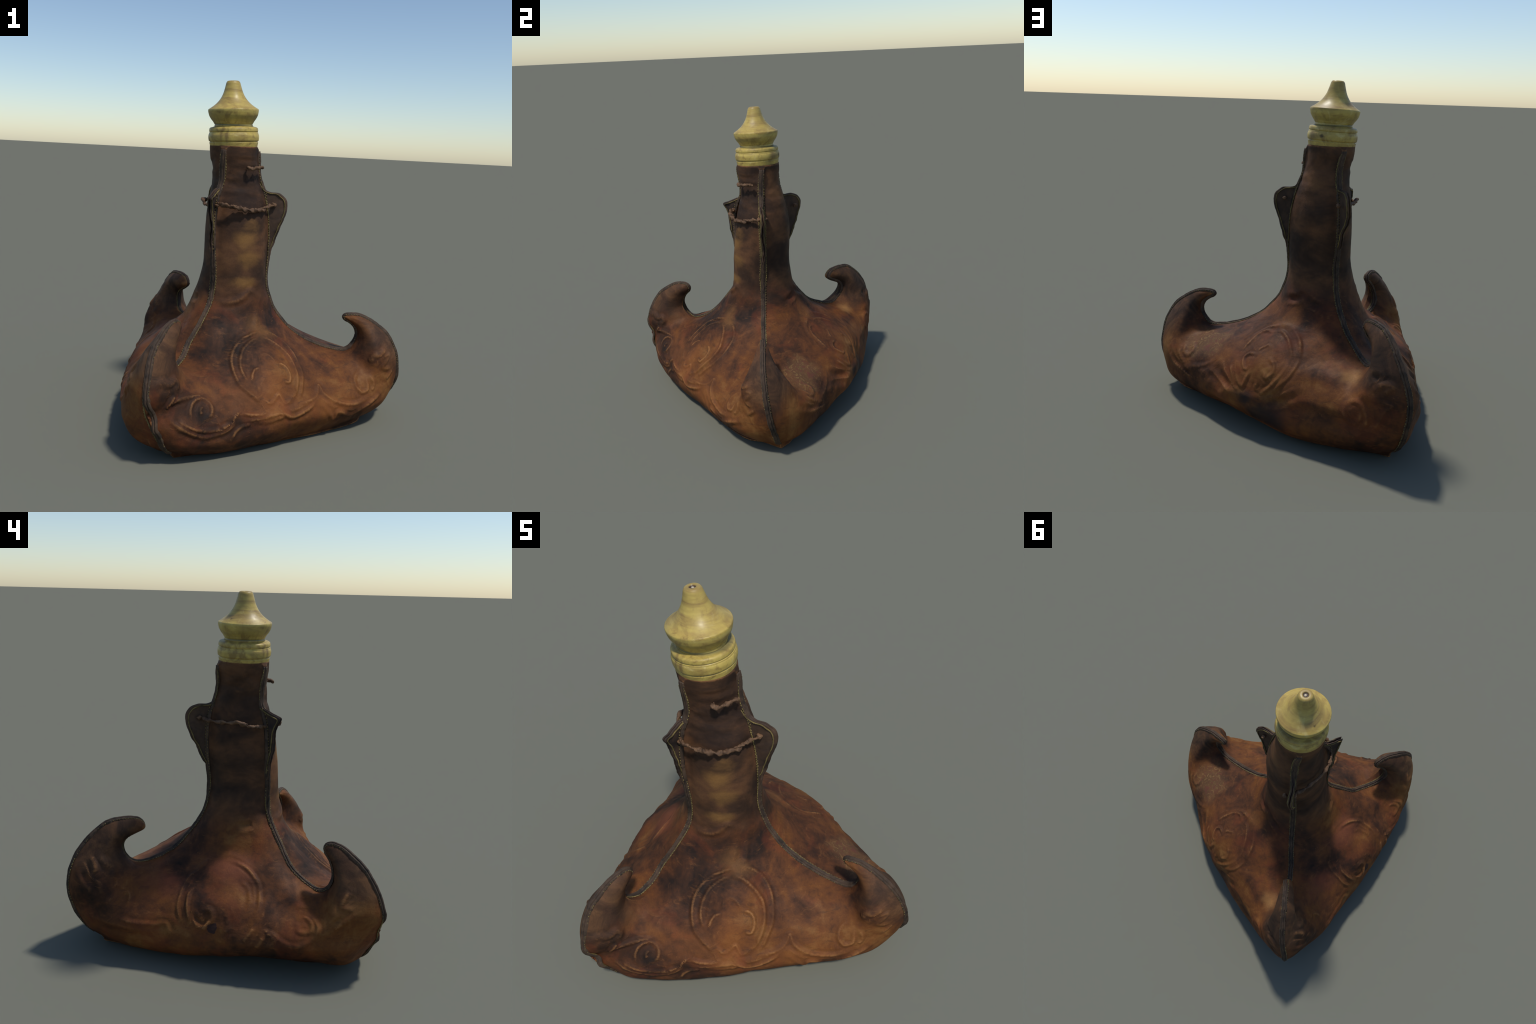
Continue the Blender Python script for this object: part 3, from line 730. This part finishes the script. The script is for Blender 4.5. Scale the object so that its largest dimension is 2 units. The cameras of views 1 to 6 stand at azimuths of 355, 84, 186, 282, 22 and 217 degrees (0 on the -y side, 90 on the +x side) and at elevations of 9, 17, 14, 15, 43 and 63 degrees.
def turned_wood():
    s = Nodes("boxwood")
    figure = s.noise(4.2, 5., .6, 2.2, stretch=(1, 1, 1.6), shift=(2, 0, 5)).outputs[0]
    level = s.noise(7., 4., .6, .5, stretch=(.5, .5, 5.), shift=(1, 4, 2)).outputs[0]
    n = s.noise(13., 5., .6, .8).outputs[0]
    f = s.math("ADD", s.math("MULTIPLY", figure, .5), s.math("ADD", s.math("MULTIPLY", level, .3), s.math("MULTIPLY", n, .2)))
    col = s.ramp(f, [(.34, (.20, .125, .038)), (.43, (.33, .235, .066)), (.53, (.45, .33, .080)), (.64, (.54, .41, .102))])
    fine = s.noise(60., 4., .6, .3, stretch=(1, 1, .25)).outputs[0]
    col = s.mix(s.span(fine, .5, .68, 0, .3), col, (.27, .18, .06))
    stain = s.noise(8.5, 5., .65, 1.6, shift=(7, 2, 3)).outputs[0]
    col = s.mix(s.span(stain, .51, .64, 0, .68), col, (.20, .125, .040))
    col = s.mix(s.span(stain, .44, .34, 0, .5), col, (.60, .49, .20))
    wf = s.warped(16., .05)
    # stopper top tanned by hands, bowl's underside shade painted olive, grime in throat
    col = s.mix(s.math("MULTIPLY", s.blob((-.252, -.016, 1.942), (.40, .40, .107), .93), .55), col, s.ramp(level, [(.35, (.235, .140, .055)), (.5, (.40, .282, .078)), (.62, (.47, .350, .095))]))
    col = s.mix(s.math("MULTIPLY", s.blob((-.244, -.013, 1.785), (.2, .2, .034), .3, wf), .62), col, (.24, .195, .045))
    col = s.mix(s.blob((-.242, -.013, 1.7435), (.2, .2, .0085), .4), col, (.115, .110, .052))
    for gz in (1.6515, 1.7075):
        col = s.mix(s.math("MULTIPLY", s.blob((-.239, -.012, gz), (.2, .2, .0030), .3), .85), col, (.10, .070, .026))
    col = s.mix(s.math("MULTIPLY", s.blob((-.246, -.014, 1.824), (.3, .3, .014), .3), .5), col, (.52, .42, .125))  # yellow band lightened where the bowl's rim catches the light
    # amber growth ring on the shoulder, stained heart wood, drips and a knot on the collar
    ring = s.noise(6., 4., .6, 1.2, stretch=(1, 1, 2.5), shift=(0, 3, 1)).outputs[0]
    sh = s.blob((-.247, -.014, 1.842), (.19, .19, .022), .3)
    col = s.mix(s.math("MULTIPLY", sh, s.span(ring, .40, .58, .15, .6)), col, (.36, .19, .058))
    st = s.add(s.blob((-.315, -.14, 1.69), (.016, .05, .06), .2, wf), s.blob((-.283, -.15, 1.68), (.014, .05, .06), .2, wf), s.blob((-.115, .09, 1.68), (.055, .055, .055), .2, wf))
    col = s.mix(s.math("MULTIPLY", st, .72), col, (.16, .100, .038))
    col = s.mix(s.math("MULTIPLY", s.add(s.blob((-.182, .128, 1.688), (.022, .022, .014), .2, wf), s.blob((-.352, .035, 1.853), (.018, .018, .010), .2, wf)), .85), col, (.045, .026, .016))
    # bored tip: dark ring with a pale core
    tip = s.blob((-.2570, -.018, 2.0), (.0175, .0175, .02), .8); core = s.blob((-.2555, -.017, 2.0), (.0085, .0085, .02), .6)
    col = s.mix(tip, col, (.060, .035, .026)); col = s.mix(core, col, (.55, .48, .34))
    return s.finish(col, s.span(n, .3, .7, .50, .36), .35, fine, .15, .0012)

M_LEATHER = body_leather()
M_DARK = worn_leather("dark_leather", (.020, .014, .012), (.085, .048, .028), 12.)
M_SEAM = worn_leather("seam_leather", (.022, .016, .012), (.085, .052, .032), 26.)
M_THREAD = worn_leather("waxed_thread", (.056, .042, .016), (.225, .165, .058), 30.)
M_LACE = worn_leather("lace_leather", (.045, .025, .015), (.19, .105, .055), 40.)
M_WOOD = turned_wood()

flask = bpy.data.objects.new("leather_flask", None)
bpy.context.scene.collection.objects.link(flask)
flask["label"] = "three-cornered brown leather flask with curled horns and wooden stopper"
flask["category"] = "leather flask"

# ------------------------------------------------------------------ leather body, cut into named regions
V, Q = surface_net(.0115)
V = settle(V, 2)
me = bpy.data.meshes.new("body_work")
me.from_pydata([tuple(v) for v in V], [], [tuple(int(i) for i in q) for q in Q])
bm = bmesh.new(); bm.from_mesh(me)
bmesh.ops.subdivide_edges(bm, edges=bm.edges, cuts=1, use_grid_fill=True)
bmesh.ops.recalc_face_normals(bm, faces=bm.faces)
bm.to_mesh(me); bm.free()
nv = len(me.vertices)
P = np.empty(nv*3); me.vertices.foreach_get("co", P); P = settle(P.reshape(-1, 3), 2)
N = grad(field, P, .006); N /= np.linalg.norm(N, axis=1)[:, None]+1e-9
D = relief(P, N)
D[P[:, 2] < .012] = 0
P = P + D[:, None]*N
P[:, 2] = np.maximum(P[:, 2], 0)
me.vertices.foreach_set("co", P.ravel()); me.update()
me.polygons.foreach_set("use_smooth", [True]*len(me.polygons))
VN = np.empty(nv*3); me.vertices.foreach_get("normal", VN); VN = VN.reshape(-1, 3)

quads = np.empty(len(me.polygons)*4, np.int64)
me.polygons.foreach_get("vertices", quads); quads = quads.reshape(-1, 4)
C = P[quads].mean(1)
HORN_FOOT = [(.62, .455), (.53, .475), (.56, .495)]
region = np.zeros(len(quads), int)
region[C[:, 2] > .735] = 1
for k in range(3):
    r, w = corner_frame(k, C[:, 0], C[:, 1])
    region[(r > HORN_FOOT[k][0]) & (C[:, 2] > HORN_FOOT[k][1])] = 2+k
for g, name in enumerate(("body", "neck", "horn", "horn", "horn")):
    q = quads[region == g]
    used, inv = np.unique(q, return_inverse=True)
    o = new_object(name, P[used], inv.reshape(-1, 4), flask, M_LEATHER)
    o.data.normals_split_custom_set_from_vertices([tuple(n) for n in VN[used]])
bpy.data.meshes.remove(me)

# ------------------------------------------------------------------ welts and stitching along the three corners
def corner_point(k, r, z, w):
    return np.array([*(NECK + CORNER_DIR[k]*r + CORNER_SIDE[k]*w), z])

WELT_PROFILE = [(-.017, -.012), (-.0165, .001), (-.0135, .0045), (-.010, .005), (-.0075, .0015), (-.0065, .003), (-.0055, .0085), (-.003, .0105),
                (-.0008, .0104), (0., .0085), (.0008, .0104), (.003, .0105), (.0055, .0085), (.0065, .003), (.0075, .0015), (.010, .005), (.0135, .0045), (.0165, .001), (.017, -.012)]
for k in range(3):
    c = CURVE[k]
    n = len(c)
    t2 = np.gradient(c[:, :2], axis=0); t2 /= np.linalg.norm(t2, axis=1)[:, None]
    nrm = np.stack([-t2[:, 1], t2[:, 0]], 1)
    if nrm[5, 0] < 0:
        nrm = -nrm
    O = np.stack([np.array([*(CORNER_DIR[k]*a), b]) for a, b in nrm])
    S = np.tile(np.array([*CORNER_SIDE[k], 0.]), (n, 1))
    path = np.stack([corner_point(k, *row) for row in c]) - O*STRIP
    for _ in range(6):                           # bring the foot of the welt onto the leather
        f = field(*path.T); e = .003
        df = (field(*(path+O*e).T) - f)/e
        path = path - np.clip(f/np.maximum(df, .35), -.012, .012)[:, None]*O
    ker = np.ones(7)/7
    for i in range(3):
        path[3:-3, i] = np.convolve(path[:, i], ker, mode="valid")
    wide = np.ones(31)/31; blend = smoothstep(.72*n, .80*n, np.arange(n))[15:-15]
    for i in range(3):
        path[15:-15, i] = path[15:-15, i]*(1-blend) + np.convolve(path[:, i], wide, mode="valid")*blend
    for _ in range(6):
        f = field(*path.T); df = (field(*(path+O*.003).T) - f)/.003
        path = path - np.clip(f/np.maximum(df, .35), -.012, .012)[:, None]*O
    k9 = np.ones(9)/9
    for i in range(3):
        path[4:-4, i] = np.convolve(path[:, i], k9, mode="valid")
    path = path + O*.002
    g = np.random.default_rng(20+k)
    jit = np.convolve(g.normal(0, 1, n+8), np.ones(9)/9, mode="valid")
    tall = (1 + .28*jit)*(.45 + .55*smoothstep(.10, .24, c[:, 1] + (np.arange(n) < n//2)*1.))
    tall *= np.where(c[:, 1] > 1.35, .62, 1.)
    V, F = [], []
    m = len(WELT_PROFILE)
    n = int(np.nonzero(c[:, 1] > .055)[0][-1])
    for i in range(n):
        for a, b in WELT_PROFILE:
            V.append(path[i] + S[i]*(a*(1+.1*jit[i]) + .003*jit[(i*3) % n]) + O[i]*(b*tall[i] if b > 0 else b))
    for i in range(n-1):
        for j in range(m-1):
            F.append((i*m+j, i*m+j+1, (i+1)*m+j+1, (i+1)*m+j))
    F.append(tuple(range(m))); F.append(tuple((n-1)*m+j for j in range(m)))
    seam = fix_normals(new_object("seam", V, F, flask, M_SEAM))
    # waxed cord lying in the fold on each side, and the stitches that cross it
    broad = .0135 + .009*smoothstep(.72, .95, c[:, 1])*smoothstep(1.6, 1.5, c[:, 1])
    T = np.gradient(path, axis=0); T /= np.linalg.norm(T, axis=1)[:, None]
    s_len = np.r_[0, np.cumsum(np.linalg.norm(np.diff(path, axis=0), axis=1))]
    cords = []; cen, axs, siz = [], [], []
    for sgn in (-1, 1):
        q = path + S*(sgn*broad*(1+.08*jit))[:, None]
        q = settle(q, 4)
        nq = grad(field, q, .005); nq /= np.linalg.norm(nq, axis=1)[:, None]+1e-9
        q = q + nq*.0016
        for i in range(3):
            q[3:-3, i] = np.convolve(q[:, i], ker, mode="valid")
        cords.append(tube_mesh(q[2:n], .0030*(1+.3*jit[2:n]), 6))
        for s0 in np.arange(.03, s_len[n-1]-.03, .0165):
            i = int(np.searchsorted(s_len, s0 + g.normal(0, .0012)))
            i = min(max(i, 4), n-5)
            cen.append(q[i] + S[i]*sgn*.003 + nq[i]*.0012)
            axs.append((T[i], nq[i], np.cross(T[i], nq[i]))); siz.append((.0048*g.uniform(.8, 1.2), .0030, .0032))
    o = new_object("cord", *join(*cords), seam, M_THREAD)
    o = new_object("stitches", *bead_mesh(cen, axs, siz), seam, M_THREAD); o["kind"] = "stuff"

# ------------------------------------------------------------------ ear flaps on the neck
EARS = [
    dict(rim=[(.150, 1.475), (.175, 1.427), (.201, 1.378), (.236, 1.364), (.283, 1.361), (.310, 1.344), (.331, 1.322), (.338, 1.28), (.332, 1.235),
              (.314, 1.185), (.292, 1.121), (.272, 1.06), (.252, .995), (.235, .925)], w0=.002, bend=.012, splay=.002),
    dict(rim=[(.132, 1.42), (.154, 1.385), (.203, 1.365), (.25, 1.346), (.284, 1.332), (.264, 1.29), (.252, 1.24), (.246, 1.2), (.234, 1.11), (.222, 1.04), (.212, .97)],
         w0=-.018, bend=.0, splay=.004),
    dict(rim=[(.146, 1.435), (.161, 1.406), (.176, 1.393), (.205, 1.382), (.259, 1.381), (.306, 1.360), (.325, 1.325), (.328, 1.28), (.310, 1.215), (.285, 1.17), (.260, 1.12),
              (.250, 1.09), (.235, 1.055), (.214, 1.028), (.201, .97)], w0=-.018, bend=.0, splay=.002),
]
EAR_POINT = []
for k, ear in enumerate(EARS):
    rim = catmull(ear["rim"], 90)
    rag = np.random.default_rng(60+k).normal(0, 1, 94)
    rim[6:-6, 0] += .0022*np.convolve(rag, np.ones(5)/5, mode="valid")[6:-6] + .0009*np.sin(np.arange(6, 84)*.55+k)
    zi = np.linspace(rim[0, 1]-.01, rim[-1, 1]+.01, len(rim))
    ri = np.interp(zi, _WZ, _WR[k]) - .03
    inner = np.column_stack([ri, zi])
    ns = 16
    def ear_at(i, s, layer, lift=0.):
        p = inner[i]*(1-s) + rim[i]*s
        amp = smoothstep(0, .15, i/89.)*smoothstep(1, .8, i/89.)
        w = ear["w0"] + ear["bend"]*s*s*amp + layer*(.0038 + ear["splay"]*s**2.2*amp + lift)
        w += (.0055*math.sin(i*.21+k*2) + .0012*math.sin(i*.83+k))*s*s*amp
        return corner_point(k, p[0], p[1], w)
    EAR_POINT.append(ear_at)
    layers = []
    for layer in (-1, 1):
        V, F = [], []
        nr = len(rim)
        ss = np.linspace(0, 1, ns)
        for face in (1, -1):
            for i in range(nr):
                for s in ss:
                    th = .0042*math.sqrt(max(.02, 1-max(0, (s-.9)/.1)**2))
                    V.append(ear_at(i, s, layer, face*th))
        half = nr*ns
        for i in range(nr-1):
            for j in range(ns-1):
                a = i*ns+j
                F.append((a, a+1, a+ns+1, a+ns)); F.append((half+a, half+a+ns, half+a+ns+1, half+a+1))
        for i in range(nr-1):
            a = i*ns; b = i*ns+ns-1
            F.append((a, a+ns, half+a+ns, half+a)); F.append((b, half+b, half+b+ns, b+ns))
        for j in range(ns-1):
            a = j; b = (nr-1)*ns+j
            F.append((a, half+a, half+a+1, a+1)); F.append((b, b+1, half+b+1, half+b))
        layers.append((V, F))
    flap = fix_normals(new_object("ear_flap", *join(*layers), flask, M_DARK))
    cords = []; cen, axs, siz = [], [], []
    g = np.random.default_rng(40+k)
    for layer in (-1, 1):
        line = []
        for i in range(8, 84):
            gap = np.linalg.norm(rim[i]-inner[i])
            line.append(ear_at(i, max(.3, 1-.017/gap), layer, .0055))
        cords.append(tube_mesh(np.array(line), .0033, 6))
        line = np.array(line)
        for i in range(1, len(line)-1):
            t = line[i+1]-line[i-1]; t /= np.linalg.norm(t)
            b = np.array([*CORNER_SIDE[k], 0.])
            cen.append(line[i] + b*layer*.002); axs.append((t, b, np.cross(t, b))); siz.append((.0040*g.uniform(.7, 1.2), .0034, .0036))
        for zz in np.arange(1.03, 1.37, .0165):      # row of stitches at the root of the flap
            i = int(np.argmin(np.abs(inner[:, 1]-zz)))
            gap = np.linalg.norm(rim[i]-inner[i])
            p = ear_at(i, min(.8, .034/gap), layer, .006)
            cen.append(p); axs.append((np.array([0, 0, 1.]), np.array([*CORNER_SIDE[k], 0.]), np.array([*CORNER_DIR[k], 0.]))); siz.append((.0048*g.uniform(.8, 1.2), .0032, .003))
    new_object("cord", *join(*cords), flap, M_THREAD)
    o = new_object("stitches", *bead_mesh(cen, axs, siz), flap, M_THREAD); o["kind"] = "stuff"

# ------------------------------------------------------------------ laces
def thong(name, ctrl, rad, squash, twist, seed, knots=()):
    p = catmull(ctrl, 70)
    g = np.random.default_rng(seed)
    p = p + np.convolve(g.normal(0, 1, 76), np.ones(7)/7, mode="valid")[:, None]*np.array([.001, .001, .0035])
    t = np.linspace(0, 1, 70)
    r = rad*(1 + .22*np.sin(t*19+seed) + .15*np.sin(t*43+2*seed))*np.clip(np.minimum(t, 1-t)*14, .55, 1)
    parts = [tube_mesh(p, r, 10, twist=twist, squash=squash, rough=.10, seed=seed)]
    for q, size in knots:
        b = bmesh.new(); bmesh.ops.create_icosphere(b, subdivisions=3, radius=size)
        vs = np.array([v.co[:] for v in b.verts]); vs += hash_noise(vs+seed, 90., 9)[:, None]*vs*.45
        vs = vs*np.array([1, 1, .75]) + np.array(q)
        parts.append((list(vs), [tuple(v.index for v in f.verts) for f in b.faces])); b.free()
    return fix_normals(new_object(name, *join(*parts), flask, M_LACE))

thong("lace", [(-.330, -.172, 1.284), (-.312, -.205, 1.293), (-.280, -.212, 1.287), (-.240, -.212, 1.280), (-.205, -.205, 1.277), (-.170, -.197, 1.270)], .0145, .5, 1.5, 1,
      [((-.325, -.192, 1.284), .014)])
thong("lace", [(-.250, -.222, 1.287), (-.215, -.218, 1.279), (-.171, -.205, 1.268), (-.130, -.190, 1.262), (-.095, -.168, 1.262), (-.060, -.138, 1.263), (-.042, -.122, 1.266)], .0150, .62, 16., 2)
thong("lace", [(-.075, -.145, 1.270), (-.045, -.120, 1.275), (-.015, -.085, 1.284), (.008, -.062, 1.286), (.022, -.040, 1.288)], .0105, .6, 5., 3,
      [((.020, -.046, 1.290), .016)])
thong("lace", [(-.158, -.130, 1.503), (-.150, -.155, 1.506), (-.125, -.150, 1.501), (-.098, -.122, 1.507), (-.075, -.090, 1.508), (-.060, -.066, 1.507)], .0115, .62, 9., 4)
thong("lace", [(-.330, .212, 1.305), (-.365, .165, 1.300), (-.383, .098, 1.296), (-.400, .030, 1.298), (-.406, -.035, 1.300), (-.398, -.075, 1.292)], .0115, .65, 13., 5,
      [((-.345, .212, 1.305), .016)])
thong("lace", [(-.403, -.030, 1.292), (-.397, -.080, 1.283), (-.385, -.120, 1.281), (-.365, -.150, 1.281), (-.340, -.160, 1.281)], .0105, .6, 4., 6,
      [((-.350, -.165, 1.281), .014)])
for q, size, sd in (((.035, -.004, 1.296), .014, 7), ((-.300, .245, 1.300), .015, 8)):
    thong("knot", [(q[0]-.008, q[1]-.004, q[2]), (q[0], q[1]+.001, q[2]+.004), (q[0]+.007, q[1]+.005, q[2]-.006)], .006, .7, 2., sd, [(q, size)])

# ------------------------------------------------------------------ turned wood
AXIS0 = np.array([-.235, -.01, 1.60]); AXIS1 = np.array([-.257, -.018, 2.0])
def lathe(name, profile, material, seg=96):
    d = AXIS1-AXIS0; d /= np.linalg.norm(d)
    u = np.cross(d, [0, 1, 0]); u /= np.linalg.norm(u); v = np.cross(d, u)
    vs, fs = [], []
    n = len(profile)
    for r, z in profile:
        c = AXIS0 + d*(z-1.60)/d[2]
        for i in range(seg):
            a = 2*math.pi*i/seg
            vs.append(c + r*(math.cos(a)*u + math.sin(a)*v))
    for j in range(n-1):
        for i in range(seg):
            k = (i+1) % seg
            fs.append((j*seg+i, j*seg+k, (j+1)*seg+k, (j+1)*seg+i))
    fs.append(tuple(range(seg))[::-1]); fs.append(tuple((n-1)*seg+i for i in range(seg)))
    o = new_object(name, vs, fs, flask, material)
    b = bmesh.new(); b.from_mesh(o.data); bmesh.ops.recalc_face_normals(b, faces=b.faces); b.to_mesh(o.data); b.free()
    return o

def zy(y):
    return 2.0-(y-145)*.000453
COLLAR = [(.10, 1.56), (.136, 1.60), (.137, 1.612), (.140, 1.622), (.142, 1.633), (.1445, 1.646), (.1425, 1.6495), (.1405, 1.6515), (.1435, 1.6535),
          (.148, 1.658), (.150, 1.672), (.150, 1.684), (.148, 1.694), (.1455, 1.6985), (.1455, 1.7025), (.1445, 1.7045), (.1405, 1.7075), (.1445, 1.7105),
          (.1445, 1.722), (.142, 1.729), (.135, 1.734), (.122, 1.737), (.113, 1.740), (.08, 1.742)]
STOPPER = [(.08, 1.735), (.1115, 1.738), (.1115, 1.752), (.115, 1.756), (.121, 1.767), (.133, 1.783), (.1425, 1.80), (.1465, 1.814),
           (.1485, 1.824), (.1492, 1.832), (.1478, 1.8375), (.1415, 1.8415), (.128, 1.850), (.111, 1.862), (.095, 1.876), (.080, 1.893), (.068, 1.911), (.058, 1.932),
           (.051, 1.953), (.045, 1.974), (.041, 1.988), (.035, 1.997), (.028, 2.0), (.018, 2.0), (.014, 1.995), (.009, 1.994), (.004, 1.997)]
collar = lathe("wooden_collar", catmull(COLLAR, 120), M_WOOD)
stopper = lathe("wooden_stopper", catmull(STOPPER, 140), M_WOOD)
